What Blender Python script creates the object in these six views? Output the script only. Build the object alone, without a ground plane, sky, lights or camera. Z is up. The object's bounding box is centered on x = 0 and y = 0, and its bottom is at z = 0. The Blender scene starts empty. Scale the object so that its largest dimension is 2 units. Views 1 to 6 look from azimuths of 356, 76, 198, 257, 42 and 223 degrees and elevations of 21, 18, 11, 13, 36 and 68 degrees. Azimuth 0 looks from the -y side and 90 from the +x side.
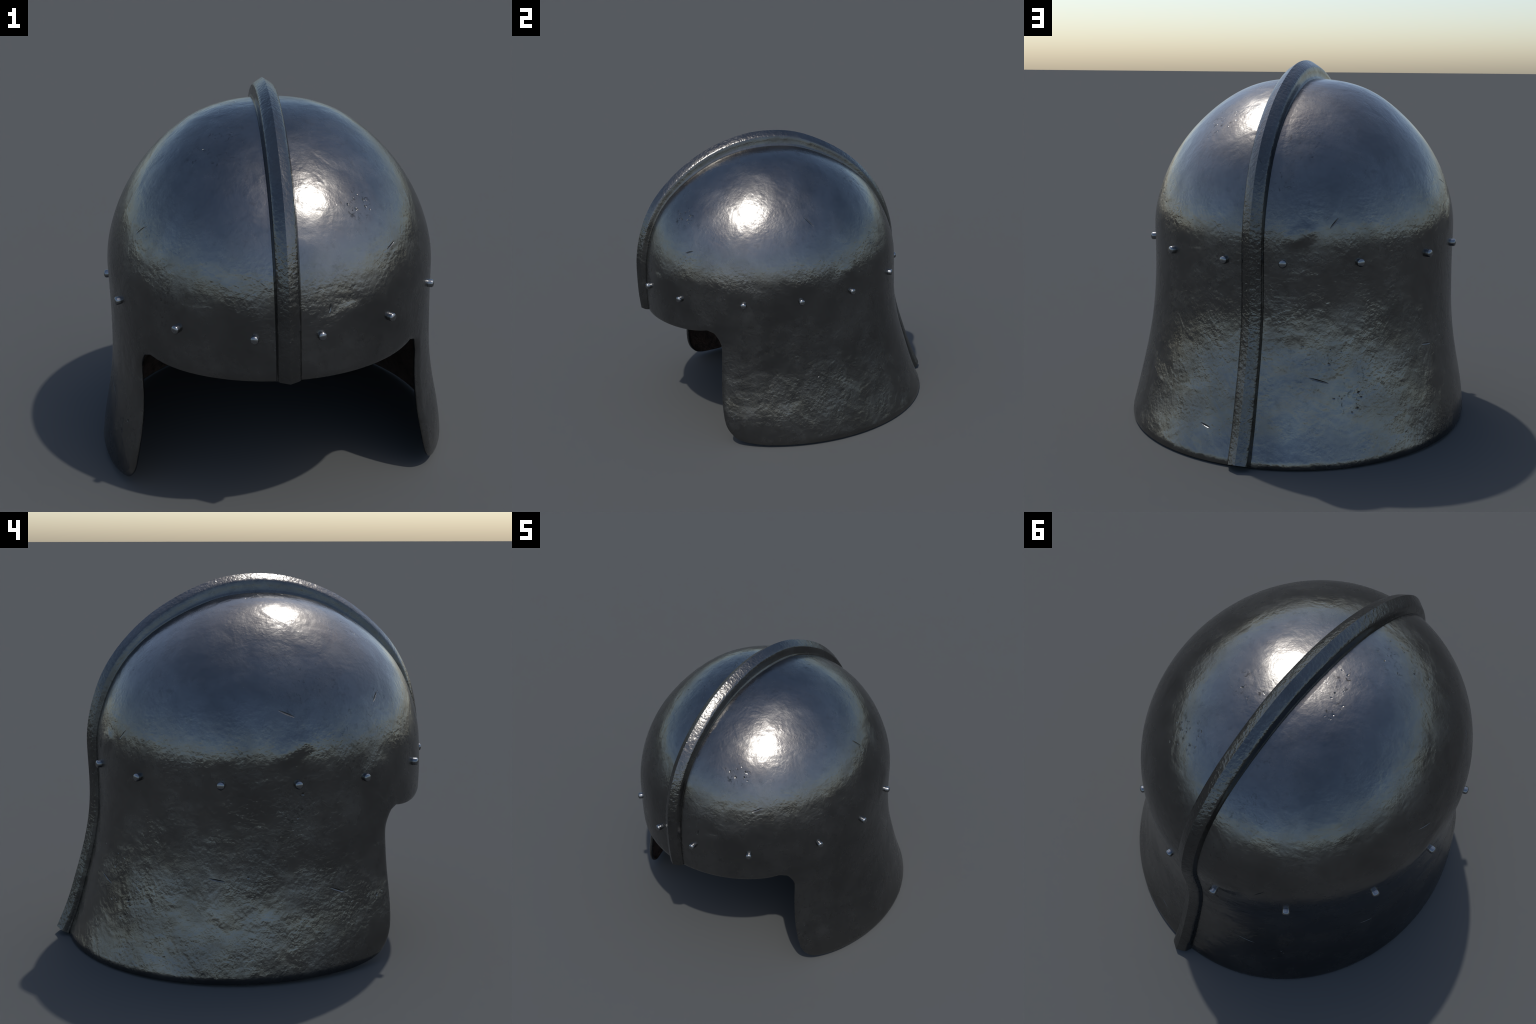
# Forged steel helmet with a combed crest, a ring of rivets, cheek guards and a flared neck guard.
import bpy, math, random
import numpy as np
from mathutils import Vector

random.seed(7)

# ------------------------------------------------------------------ profiles
EQUATOR, RISE, AXIS_Y = 1.0, 0.752, -0.1        # height of widest ring, dome height above it, y of the dome axis
TURN = RISE * math.pi / 2                        # arc-like length from the equator to the apex

# heights (below the equator) and arc positions (above it) of the profile knots
KNOTS = [-1.0, -0.85, -0.70, -0.50, -0.30, -0.15] + [TURN * k / 5 for k in range(6)]
SIDE = [0.891, 0.867, 0.836, 0.803, 0.790, 0.787, 0.788, 0.777, 0.770, 0.785, 0.900, 1.150]
FRONT = [0.870, 0.890, 0.874, 0.848, 0.848, 0.852, 0.845, 0.835, 0.836, 0.819, 0.825, 0.830]
BACK = [1.045, 0.986, 0.942, 0.889, 0.860, 0.858, 0.859, 0.850, 0.853, 0.840, 0.860, 1.080]


class Spline:
    """Natural cubic spline through knots."""
    def __init__(self, xs, ys):
        x, y = np.array(xs, float), np.array(ys, float)
        n, h = len(x), np.diff(x)
        a, b = np.zeros((n, n)), np.zeros(n)
        a[0, 0] = a[-1, -1] = 1
        for i in range(1, n - 1):
            a[i, i - 1], a[i, i], a[i, i + 1] = h[i - 1], 2 * (h[i - 1] + h[i]), h[i]
            b[i] = 6 * ((y[i + 1] - y[i]) / h[i] - (y[i] - y[i - 1]) / h[i - 1])
        self.x, self.y, self.h, self.m = x, y, h, np.linalg.solve(a, b)

    def __call__(self, v):
        x, y, h, m = self.x, self.y, self.h, self.m
        v = min(max(v, x[0]), x[-1])
        i = min(max(int(np.searchsorted(x, v)) - 1, 0), len(x) - 2)
        d = v - x[i]
        return y[i] + d * ((y[i + 1] - y[i]) / h[i] - h[i] * (2 * m[i] + m[i + 1]) / 6) + m[i] / 2 * d * d + (m[i + 1] - m[i]) / (6 * h[i]) * d ** 3


side_of, front_of, back_of = Spline(KNOTS, SIDE), Spline(KNOTS, FRONT), Spline(KNOTS, BACK)


def ring(s):
    """Ellipse of the shell at profile position s: (z, half width, half depth, centre y)."""
    if s < 0:
        z, c = EQUATOR + s, 1.0
    else:
        z, c = EQUATOR + RISE * math.sin(s / RISE), math.cos(s / RISE)
    w, f, b = side_of(s) * c, front_of(s) * c, back_of(s) * c
    return z, w, (f + b) / 2, AXIS_Y + (b - f) / 2


def shell_point(theta, s):
    """theta in degrees round the dome axis, 0 = front (-y), 90 = +x."""
    z, w, d, cy = ring(s)
    t = math.radians(theta)
    ux, uy = math.sin(t), -math.cos(t)
    # ray from (0, AXIS_Y) to the ellipse
    oy = AXIS_Y - cy
    A = (ux / w) ** 2 + (uy / d) ** 2 if w > 1e-6 else 1.0
    B = oy * uy / (d * d) if w > 1e-6 else 0.0
    C = (oy / d) ** 2 - 1 if w > 1e-6 else 0.0
    r = (-B + math.sqrt(max(B * B - A * C, 0))) / A if w > 1e-6 else 0.0
    return Vector((ux * r, AXIS_Y + uy * r, z))


def shell_normal(theta, s):
    e = 1e-3
    du = shell_point(theta + 0.1, s) - shell_point(theta - 0.1, s)
    dv = shell_point(theta, s + e) - shell_point(theta, s - e)
    n = du.cross(dv)
    return n.normalized()


# ------------------------------------------------------------------ materials
def node_material(name):
    m = bpy.data.materials.new(name)
    m.use_nodes = True
    nt = m.node_tree
    nt.nodes.clear()
    out = nt.nodes.new("ShaderNodeOutputMaterial")
    bsdf = nt.nodes.new("ShaderNodeBsdfPrincipled")
    nt.links.new(bsdf.outputs[0], out.inputs[0])
    return m, nt, bsdf


class G:
    """Small helper for wiring shader nodes."""
    def __init__(self, nt):
        self.nt = nt
        self.coord = nt.nodes.new("ShaderNodeTexCoord").outputs["Object"]

    def put(self, sock, v):
        if isinstance(v, bpy.types.NodeSocket):
            self.nt.links.new(v, sock)
        else:
            sock.default_value = v

    def math(self, op, a, b=0.0, c=0.0, clamp=False):
        n = self.nt.nodes.new("ShaderNodeMath")
        n.operation, n.use_clamp = op, clamp
        for i, v in enumerate((a, b, c)):
            self.put(n.inputs[i], v)
        return n.outputs[0]

    def vmath(self, op, a, b=(0, 0, 0)):
        n = self.nt.nodes.new("ShaderNodeVectorMath")
        n.operation = op
        self.put(n.inputs[0], a)
        self.put(n.inputs[1], b)
        return n.outputs["Value"] if op in ("DOT_PRODUCT", "LENGTH", "DISTANCE") else n.outputs[0]

    def noise(self, scale, detail=2.0, rough=0.5, dist=0.0, vec=None, out="Fac"):
        n = self.nt.nodes.new("ShaderNodeTexNoise")
        self.put(n.inputs["Vector"], vec if vec is not None else self.coord)
        n.inputs["Scale"].default_value, n.inputs["Detail"].default_value = scale, detail
        n.inputs["Roughness"].default_value, n.inputs["Distortion"].default_value = rough, dist
        return n.outputs[out]

    def voronoi(self, scale, vec=None, rand=1.0):
        n = self.nt.nodes.new("ShaderNodeTexVoronoi")
        self.put(n.inputs["Vector"], vec if vec is not None else self.coord)
        n.inputs["Scale"].default_value, n.inputs["Randomness"].default_value = scale, rand
        return n

    def step(self, v, lo, hi, to_lo=0.0, to_hi=1.0):
        n = self.nt.nodes.new("ShaderNodeMapRange")
        n.interpolation_type = "SMOOTHSTEP"
        for i, x in enumerate((v, lo, hi, to_lo, to_hi)):
            self.put(n.inputs[i], x)
        return n.outputs[0]

    def mix(self, fac, a, b):
        n = self.nt.nodes.new("ShaderNodeMix")
        n.data_type = "RGBA"
        self.put(n.inputs[0], fac)
        self.put(n.inputs[6], a)
        self.put(n.inputs[7], b)
        return n.outputs[2]

    def bump(self, height, strength, distance, normal=None):
        n = self.nt.nodes.new("ShaderNodeBump")
        n.inputs["Strength"].default_value, n.inputs["Distance"].default_value = strength, distance
        self.put(n.inputs["Height"], height)
        if normal is not None:
            self.put(n.inputs["Normal"], normal)
        return n.outputs[0]


# gouges in the plate: middle, direction along the cut, direction across it, half length
GOUGES = []


def add_gouge(theta_a, s_a, theta_b, s_b):
    a, b = shell_point(theta_a, s_a), shell_point(theta_b, s_b)
    n = shell_normal((theta_a + theta_b) / 2, (s_a + s_b) / 2)
    d = (b - a).normalized()
    GOUGES.append(((a + b) / 2, d, n.cross(d).normalized(), (b - a).length / 2))


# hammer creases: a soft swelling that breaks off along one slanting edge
CREASES = []


def add_crease(theta, s, tilt, length):
    p, n = shell_point(theta, s), shell_normal(theta, s)
    side = Vector((math.cos(math.radians(theta)), math.sin(math.radians(theta)), 0))
    up = n.cross(side).normalized()
    a = math.radians(tilt)
    d = (side * math.cos(a) + up * math.sin(a)).normalized()
    CREASES.append((p, d, n.cross(d).normalized(), length))


def forged_steel(name, tone, rough, grain=1.0, dents=1.0, gouges=False, stain=1.0, ridge_only=False):
    m, nt, bsdf = node_material(name)
    g = G(nt)
    # ---- colour: dark iron, clouded, with darker stained freckles and faint warm oxide
    cloud = g.noise(3.2, 5, 0.6, 0.4)
    fine = g.noise(26, 4, 0.65)
    base = g.mix(g.step(cloud, 0.3, 0.7), tuple(c * 0.84 for c in tone) + (1,), tuple(c * 1.1 for c in tone) + (1,))
    base = g.mix(g.math("MULTIPLY", g.step(fine, 0.52, 0.74), 0.5), base, tuple(c * 0.7 for c in tone) + (1,))
    patch = g.step(g.noise(2.3, 2, 0.5, 0.3), 0.52, 0.68)
    speck = g.step(g.noise(34, 5, 0.72, 1.2), 0.56, 0.68)
    base = g.mix(g.math("MULTIPLY", g.math("MULTIPLY", patch, speck), 0.55 * stain), base, (tone[0] * 0.3, tone[1] * 0.28, tone[2] * 0.27, 1))
    bsdf.inputs["Metallic"].default_value = 1.0
    # ---- relief: small forge grain, broad hammer dents, clustered pits
    grain_h = g.noise(60, 1.6, 0.5, 0.25)
    micro = g.noise(170, 2, 0.5)
    dent_h = g.noise(8, 2, 0.5, 0.5)
    # the skirt below the rivets is more weathered than the skull
    height = g.nt.nodes.new("ShaderNodeSeparateXYZ")
    g.put(height.inputs[0], g.coord)
    wear = g.step(g.math("ADD", height.outputs[2], g.math("MULTIPLY", g.noise(4, 2), 0.5)), 1.05, 0.75, 0.80, 0.70)
    wear = g.math("MULTIPLY", wear, g.step(g.math("ADD", height.outputs[2], g.math("MULTIPLY", g.noise(5, 2), 0.3)), 1.25, 1.55, 1.15, 0.62))
    uneven = g.step(g.noise(5.5, 3, 0.6, 0.6), 0.36, 0.66, 0.45, 1.3)
    wear = g.math("MULTIPLY", wear, uneven)
    if ridge_only:                                  # the comb is coarse on its roof, smooth on its cheeks
        wear = g.step(g.math("ABSOLUTE", height.outputs[0]), 0.0460, 0.0490, 1.0, 0.22)
    grain_h = g.math("MULTIPLY", grain_h, wear)
    broad = g.math("MULTIPLY", g.noise(4.5, 2, 0.45, 0.8), g.step(height.outputs[2], 0.9, 0.6))
    vor = g.voronoi(40, g.vmath("ADD", g.coord, g.vmath("MULTIPLY", g.noise(60, 2, 0.5, 0.0, None, "Color"), (0.02, 0.02, 0.02))))
    pit = g.step(vor.outputs["Distance"], 0.04, 0.30)          # 0 in the middle of a pit
    chance = g.step(vor.outputs["Color"], 0.40, 0.75)
    cluster = None
    for x, y, z, r in PITTED:
        near = g.step(g.vmath("DISTANCE", g.coord, (x, y, z)), r * 0.4, r, 1.0, 0.0)
        cluster = near if cluster is None else g.math("MAXIMUM", cluster, near)
    cluster = g.math("MULTIPLY", cluster, g.step(g.noise(18, 2), 0.42, 0.56))
    pits = g.math("MULTIPLY", g.math("SUBTRACT", 1.0, pit), g.math("MULTIPLY", chance, cluster))
    normal = g.bump(dent_h, 1.0, 0.0045 * dents)
    normal = g.bump(broad, 1.0, 0.0065 * dents, normal)
    normal = g.bump(grain_h, 1.0, 0.0017 * grain, normal)
    normal = g.bump(micro, 1.0, 0.00025 * grain, normal)
    normal = g.bump(pits, 1.0, -0.0032, normal)
    dark = g.math("MULTIPLY", pits, 0.6)
    if gouges:
        total = None
        for p, d, c, length in GOUGES:
            rel = g.vmath("SUBTRACT", g.coord, tuple(p))
            along = g.math("DIVIDE", g.vmath("DOT_PRODUCT", rel, tuple(d)), length)
            across = g.math("DIVIDE", g.vmath("DOT_PRODUCT", rel, tuple(c)), 0.0050)
            deep = g.math("DIVIDE", g.vmath("DOT_PRODUCT", rel, tuple(d.cross(c))), 0.05)
            r2 = g.math("ADD", g.math("MULTIPLY", along, along), g.math("ADD", g.math("MULTIPLY", across, across), g.math("MULTIPLY", deep, deep)))
            cut = g.math("SUBTRACT", 1.0, r2, clamp=True)
            total = cut if total is None else g.math("MAXIMUM", total, cut)
        normal = g.bump(total, 1.0, -0.0035, normal)
        dark = g.math("MAXIMUM", dark, g.math("MULTIPLY", g.step(total, 0.4, 1.0), 0.35))
        swell = None
        for p, d, c, length in CREASES:
            rel = g.vmath("SUBTRACT", g.coord, tuple(p))
            near = g.step(g.vmath("LENGTH", rel), length * 0.35, length, 1.0, 0.0)
            across = g.math("ADD", g.vmath("DOT_PRODUCT", rel, tuple(c)), g.math("MULTIPLY", g.math("SUBTRACT", g.noise(16, 2), 0.5), 0.03))
            h = g.math("MULTIPLY", near, g.math("MULTIPLY", g.step(across, length * 0.9, 0.004), g.step(across, -0.060, 0.0)))
            swell = h if swell is None else g.math("ADD", swell, h)
        normal = g.bump(swell, 1.0, 0.006, normal)
    fleck = g.math("MULTIPLY", cluster, g.step(g.noise(45, 4, 0.7, 0.8), 0.52, 0.66))
    dark = g.math("MAXIMUM", dark, g.math("MULTIPLY", fleck, 0.75 * stain))
    base = g.mix(dark, base, (0.02, 0.018, 0.015, 1))
    g.put(bsdf.inputs["Base Color"], base)
    g.put(bsdf.inputs["Roughness"], g.step(g.noise(5, 4, 0.6), 0.3, 0.7, rough - 0.045, rough + 0.08))
    g.put(bsdf.inputs["Normal"], normal)
    return m


def leather_material():
    m, nt, bsdf = node_material("lining_leather")
    g = G(nt)
    crease = g.noise(14, 4, 0.6, 1.5)
    base = g.mix(g.step(crease, 0.35, 0.65), (0.028, 0.018, 0.014, 1), (0.068, 0.043, 0.033, 1))
    g.put(bsdf.inputs["Base Color"], base)
    bsdf.inputs["Roughness"].default_value = 0.65
    g.put(bsdf.inputs["Normal"], g.bump(g.noise(40, 4, 0.6, 1.0), 0.8, 0.006, g.bump(crease, 0.8, 0.012)))
    return m


# both ends of each gouge: angle round the axis and arc position
for gouge in ((97.0, 0.440, 101.2, 0.370), (35.6, 0.218, 40.0, 0.239), (-56.9, 0.268, -53.0, 0.315), (-96.9, 0.266, -90.7, 0.231),
              (-79.1, -0.580, -73.8, -0.612), (-162.3, -0.598, -156.3, -0.626), (-156.1, 0.086, -153.2, 0.134),
              (166.7, -0.842, 170.2, -0.856), (-119.9, -0.515, -114.5, -0.526), (12.0, 0.020, 12.6, 0.060)):
    add_gouge(*gouge)
# where corrosion pits gather: angle, arc position, radius
PITTED = [shell_point(a, b).to_tuple() + (r * 1.3,) for a, b, r in (
    (-164, -0.48, 0.07), (-146, -0.58, 0.05), (-155, -0.50, 0.05), (135, 0.18, 0.09), (-107, 1.07, 0.09), (151, 0.60, 0.10), (-36, 0.71, 0.12),
    (-90, -0.11, 0.05), (-91, -0.21, 0.05), (-54, 0.29, 0.06), (-34, 0.80, 0.10), (28, 0.45, 0.09), (-106, -0.55, 0.06), (-70, 1.05, 0.08),
    (143, 0.96, 0.09), (-61, -0.66, 0.07), (58, -0.75, 0.08), (-150, -0.70, 0.08), (95, -0.6, 0.05))]

for crease in ((16, -0.03, 40, 0.13), (112, 0.02, 40, 0.13), (-92, 0.08, 35, 0.13), (-165, 0.05, 30, 0.10), (-60, -0.05, 20, 0.12)):
    add_crease(*crease)

STEEL = forged_steel("forged_steel", (0.172, 0.169, 0.164), 0.24, gouges=True)
CREST = forged_steel("crest_steel", (0.128, 0.126, 0.122), 0.26, grain=1.7, dents=0.8, ridge_only=True, stain=1.4)
RIVET = forged_steel("rivet_steel", (0.26, 0.265, 0.27), 0.27, grain=0.3, dents=0.2, stain=0.3)
LEATHER = leather_material()


# ------------------------------------------------------------------ helpers
def new_object(name, mesh, parent=None):
    o = bpy.data.objects.new(name, mesh)
    bpy.context.scene.collection.objects.link(o)
    o.parent = parent
    return o


def mesh_from(name, verts, faces, material):
    me = bpy.data.meshes.new(name)
    me.from_pydata([tuple(v) for v in verts], [], faces)
    me.polygons.foreach_set("use_smooth", [True] * len(me.polygons))
    me.materials.append(material)
    me.update()
    return me


helmet = bpy.data.objects.new("helmet", None)
bpy.context.scene.collection.objects.link(helmet)
helmet["label"] = "dark forged steel helmet with ridged crest and rivets"
helmet["category"] = "helmet"

# ------------------------------------------------------------------ shell
THICK = 0.022
# cheek opening: angle of the vertical edge of the guard at each height
EDGE = Spline([0.006, 0.012, 0.022, 0.035, 0.055, 0.08, 0.12, 0.16, 0.22, 0.30, 0.40, 0.50, 0.60, 0.67, 0.705, 0.728, 0.738, 0.745],
              [72.5, 67.5, 63.0, 60.3, 58.4, 56.9, 55.4, 54.6, 53.9, 53.3, 53.1, 53.2, 53.5, 53.0, 51.6, 50.2, 48.8, 46.8])
TOP_ROW = 0.745
CORNER = EDGE(TOP_ROW)
# brow edge from the front centre to the corner of the cheek opening
BROW = Spline([0, 15, 30, 38, 43, CORNER], [0.726, 0.725, 0.725, 0.729, 0.736, TOP_ROW])

FRONT_COLS, BACK_COLS = 48, 190
brow_thetas = [-CORNER + 2 * CORNER * i / FRONT_COLS for i in range(FRONT_COLS + 1)]
back_fracs = [i / BACK_COLS - 0.85 * math.sin(2 * math.pi * i / BACK_COLS) / (2 * math.pi) for i in range(BACK_COLS + 1)]   # crowded at the cheek edges


def back_theta(frac, edge):
    return edge + (360 - 2 * edge) * frac


DOME_ROWS, SKIRT_ROWS = 90, 70
verts, normals, index = [], [], {}


def add_vertex(key, theta, s):
    index[key] = len(verts)
    verts.append(shell_point(theta, s))
    normals.append(shell_normal(theta, s))


# dome block: columns all round; first FRONT_COLS over the brow, then back ones
cols = brow_thetas[:-1] + [back_theta(f, CORNER) for f in back_fracs[:-1]]
NC = len(cols)
for j in range(DOME_ROWS):
    v = (j / DOME_ROWS) ** 1.35
    for i, th in enumerate(cols):
        bottom = (BROW(abs(th)) if i < FRONT_COLS else TOP_ROW) - EQUATOR
        add_vertex(("d", j, i), th, bottom + (TURN - bottom) * v)
index["apex"] = len(verts)
verts.append(Vector((0, AXIS_Y, EQUATOR + RISE)))
normals.append(Vector((0, 0, 1)))

# skirt block below the corner row: rows get closer together near the hem
heights = []
for j in range(1, SKIRT_ROWS + 1):
    q = j / SKIRT_ROWS
    heights.append(TOP_ROW + (0.006 - TOP_ROW) * (1 - (1 - q) ** 1.5) ** (1.0))
for j, z in enumerate(heights, 1):
    for i, f in enumerate(back_fracs):
        th = back_theta(f, EDGE(z))
        # the hem lifts a little towards the cheeks
        lift = 0.014 * (0.5 + 0.5 * math.cos(math.radians(th))) * max(0.0, 1 - z / 0.15)
        add_vertex(("k", j, i), th, z + lift - EQUATOR)


def skirt(j, i):
    if j == 0:
        return index[("d", 0, (FRONT_COLS + i) % NC)]
    return index[("k", j, i)]


faces, region = [], []
for j in range(DOME_ROWS - 1):
    for i in range(NC):
        k = (i + 1) % NC
        faces.append((index[("d", j, i)], index[("d", j, k)], index[("d", j + 1, k)], index[("d", j + 1, i)]))
        region.append("skull")
for i in range(NC):
    faces.append((index[("d", DOME_ROWS - 1, i)], index[("d", DOME_ROWS - 1, (i + 1) % NC)], index["apex"]))
    region.append("skull")
for j in range(SKIRT_ROWS):
    for i in range(BACK_COLS):
        faces.append((skirt(j + 1, i), skirt(j + 1, i + 1), skirt(j, i + 1), skirt(j, i)))
        f = back_fracs[i]
        region.append("cheek_right" if f < 0.22 else "cheek_left" if f > 0.78 else "neck")

# boundary loop: brow, down one cheek edge, along the hem, up the other edge
loop = [index[("d", 0, i)] for i in range(FRONT_COLS)] + [skirt(j, 0) for j in range(SKIRT_ROWS)]
loop += [skirt(SKIRT_ROWS, i) for i in range(BACK_COLS)] + [skirt(j, BACK_COLS) for j in range(SKIRT_ROWS, 0, -1)]
loop_region = ["skull"] * FRONT_COLS + ["cheek_right"] * SKIRT_ROWS
loop_region += [region[(len(region) - BACK_COLS) + i] for i in range(BACK_COLS)] + ["cheek_left"] * SKIRT_ROWS

# the plate is hammered over a little along its whole edge
ROLL_WIDTH, ROLL_DEPTH = 0.032, 0.007
edge_points = np.array([tuple(verts[v]) for v in loop])
edge_steps = np.roll(edge_points, -1, axis=0) - edge_points
edge_lengths = (edge_steps ** 2).sum(1)
for i in range(len(verts)):
    p = np.array(tuple(verts[i]))
    if p[2] > 0.82:
        continue
    t = np.clip(((p - edge_points) * edge_steps).sum(1) / edge_lengths, 0, 1)
    d = math.sqrt(((edge_points + t[:, None] * edge_steps - p) ** 2).sum(1).min())
    if d < ROLL_WIDTH:
        verts[i] = verts[i] - normals[i] * ROLL_DEPTH * (1 - d / ROLL_WIDTH) ** 2
grid = bpy.data.meshes.new("grid")
grid.from_pydata([tuple(v) for v in verts], [], faces)
normals = [Vector(v.normal) for v in grid.vertices]
bpy.data.meshes.remove(grid)

# direction through the plate: level near the hem so that both faces end at one height
through = []
for v, n in zip(verts, normals):
    k = min(max((v.z - 0.02) / 0.25, 0.0), 1.0)
    through.append(Vector((n.x, n.y, n.z * k)).normalized())

# rolled rim: half-round strip from the outer face to the inner face
RIM_STEPS = 6
n_loop = len(loop)
outward = []
for i, v in enumerate(loop):
    t = (verts[loop[(i + 1) % n_loop]] - verts[loop[i - 1]]).normalized()
    outward.append(t.cross(normals[v]).normalized())
if outward[n_loop // 2].z > 0:                    # make it point off the plate (down at the hem)
    outward = [-o for o in outward]
rim_rows = [loop]
for k in range(1, RIM_STEPS + 1):
    a = math.pi * k / RIM_STEPS
    row = []
    for i, v in enumerate(loop):
        row.append(len(verts))
        verts.append(verts[v] - through[v] * (THICK / 2) * (1 - math.cos(a)) + outward[i] * (THICK * 0.3) * math.sin(a))
        normals.append((normals[v] * math.cos(a) + outward[i] * math.sin(a)).normalized())
    rim_rows.append(row)
for k in range(RIM_STEPS):
    for i in range(n_loop):
        j = (i + 1) % n_loop
        faces.append((rim_rows[k + 1][i], rim_rows[k + 1][j], rim_rows[k][j], rim_rows[k][i]))
        region.append(loop_region[i])

# keep everything on the ground
lowest = min(v.z for v in verts)
DROP = max(-lowest, 0.0)


def make_region(names, object_name):
    used, sub = {}, []
    for f, r in zip(faces, region):
        if r in names:
            sub.append(tuple(used.setdefault(v, len(used)) for v in f))
    order = sorted(used, key=used.get)
    me = mesh_from(object_name, [verts[v] for v in order], sub, STEEL)
    me.normals_split_custom_set_from_vertices([tuple(normals[v]) for v in order])
    return new_object(object_name, me, helmet)


make_region({"skull"}, "skull")
make_region({"neck"}, "neck_guard")
make_region({"cheek_right"}, "cheek_guard")
make_region({"cheek_left"}, "cheek_guard")

# lining on the inner face
n_outer = index["apex"] + 1 + SKIRT_ROWS * (BACK_COLS + 1)
inner = [verts[i] - through[i] * THICK for i in range(n_outer)]
inner_faces = [tuple(reversed(f)) for f in faces if max(f) < n_outer]
new_object("lining", mesh_from("lining", inner, inner_faces, LEATHER), helmet)

# ------------------------------------------------------------------ crest
# positions along the middle line: front edge -> apex -> back hem
CREST_HEIGHT = Spline([-0.28, -0.15, 0.0, 0.2, 0.36, 0.55, 0.75, 0.95, 1.15, 1.45, 1.68, 1.85, 2.02, 2.20, 2.37, 2.57, 2.75, 3.03, 3.40],
                      [0.037, 0.044, 0.050, 0.058, 0.062, 0.067, 0.075, 0.082, 0.092, 0.083, 0.071, 0.060, 0.056, 0.048, 0.041, 0.038, 0.041, 0.047, 0.062])
# half of the cross-section: (across, share of the height), steep cheeks under a pointed roof
# (across, kind, share): the steep cheek grows with the height, the pointed roof stays about the same
SECTION = [("foot", -0.6), ("foot", 0.0), ("foot", 0.5), ("foot", 1.0), ("wall", 0.55), ("wall", 1.0), ("roof", 0.12), ("roof", 0.38), ("roof", 0.72)]
ROOF_X = {0.12: 0.0475, 0.38: 0.0375, 0.72: 0.0175}


def crest_half(h):
    roof = 0.025 + 0.15 * h
    wall = h - roof
    flare = 0.0015 + 0.0055 * min(max((h - 0.045) / 0.045, 0), 1)
    foot = min(wall * 0.35, 0.012)
    pts = []
    for kind, f in SECTION:
        if kind == "foot":
            q = max(f, 0)
            pts.append((0.0525 + flare * (1 - q) ** 1.6, foot * f if f >= 0 else f * 0.012))
        elif kind == "wall":
            pts.append((0.0525 - 0.0035 * f ** 1.2, foot + (wall - foot) * f))
        else:
            pts.append((ROOF_X[f], wall + roof * f))
    return pts


M = 2 * len(SECTION) + 1
STEPS = 150
START, END = -0.268, 2 * TURN + 0.992
rows = []
for k in range(STEPS + 1):
    q = START + (END - START) * k / STEPS
    theta, s = (0, q) if q < TURN else (180, 2 * TURN - q)
    if abs(q - TURN) < 0.02:
        base, up = shell_point(theta, s), Vector((0, 0, 1))
    else:
        base, up = shell_point(theta, s), shell_normal(theta, s)
    h = CREST_HEIGHT(q)
    up = Vector((0, up.y, up.z)).normalized()
    half = crest_half(h)
    rows.append([base + Vector((x, 0, 0)) + up * f for x, f in [(-x, f) for x, f in half] + [(0.0, h)] + half[::-1]])
cv = [p for r in rows for p in r]
cf = []
for k in range(STEPS):
    for i in range(M):
        j = (i + 1) % M
        cf.append((k * M + i, k * M + j, (k + 1) * M + j, (k + 1) * M + i))
cf.append(tuple(range(M - 1, -1, -1)))
cf.append(tuple(STEPS * M + i for i in range(M)))
crest_mesh = mesh_from("crest", cv, cf, CREST)
# sharp along the ridge line and at both cut ends
peak = len(SECTION)
for e in crest_mesh.edges:
    a, b = e.vertices
    if (a % M == peak and b % M == peak) or (a // M == b // M and a // M in (0, STEPS)):
        e.use_edge_sharp = True
new_object("crest", crest_mesh, helmet)

# ------------------------------------------------------------------ rivets
RIVET_R, RIVET_OUT = 0.0192, 0.025
profile = [(RIVET_R, -0.02), (RIVET_R, RIVET_OUT - 0.011), (RIVET_R * 0.95, RIVET_OUT - 0.0075), (RIVET_R * 0.82, RIVET_OUT - 0.0042), (RIVET_R * 0.62, RIVET_OUT - 0.002), (RIVET_R * 0.33, RIVET_OUT - 0.0006)]
SIDES = 20
rv = [(r * math.cos(2 * math.pi * i / SIDES), r * math.sin(2 * math.pi * i / SIDES), z) for r, z in profile for i in range(SIDES)]
rf = [(a * SIDES + i, a * SIDES + (i + 1) % SIDES, (a + 1) * SIDES + (i + 1) % SIDES, (a + 1) * SIDES + i) for a in range(len(profile) - 1) for i in range(SIDES)]
rv.append((0, 0, RIVET_OUT))
rf += [((len(profile) - 1) * SIDES + i, (len(profile) - 1) * SIDES + (i + 1) % SIDES, len(rv) - 1) for i in range(SIDES)]
rivet_mesh = mesh_from("rivet", rv, rf, RIVET)
RIVET_Z = 0.926
for x, y in ((0.143, -0.955), (0.470, -0.80), (0.734, -0.446), (0.797, -0.094), (0.729, 0.254), (0.472, 0.604), (0.143, 0.755)):
    for sx in (1, -1):
        theta = math.degrees(math.atan2(sx * x, -(y - AXIS_Y)))
        p, n = shell_point(theta, RIVET_Z - EQUATOR), shell_normal(theta, RIVET_Z - EQUATOR)
        n = Vector((n.x, n.y, 0)).normalized()
        o = new_object("rivet", rivet_mesh, helmet)
        o.location = p
        o.rotation_mode = "QUATERNION"
        o.rotation_quaternion = n.to_track_quat("Z", "Y")

for o in helmet.children:
    if o.name.startswith("rivet"):
        o.location.z += DROP
    else:
        o.location.z = DROP
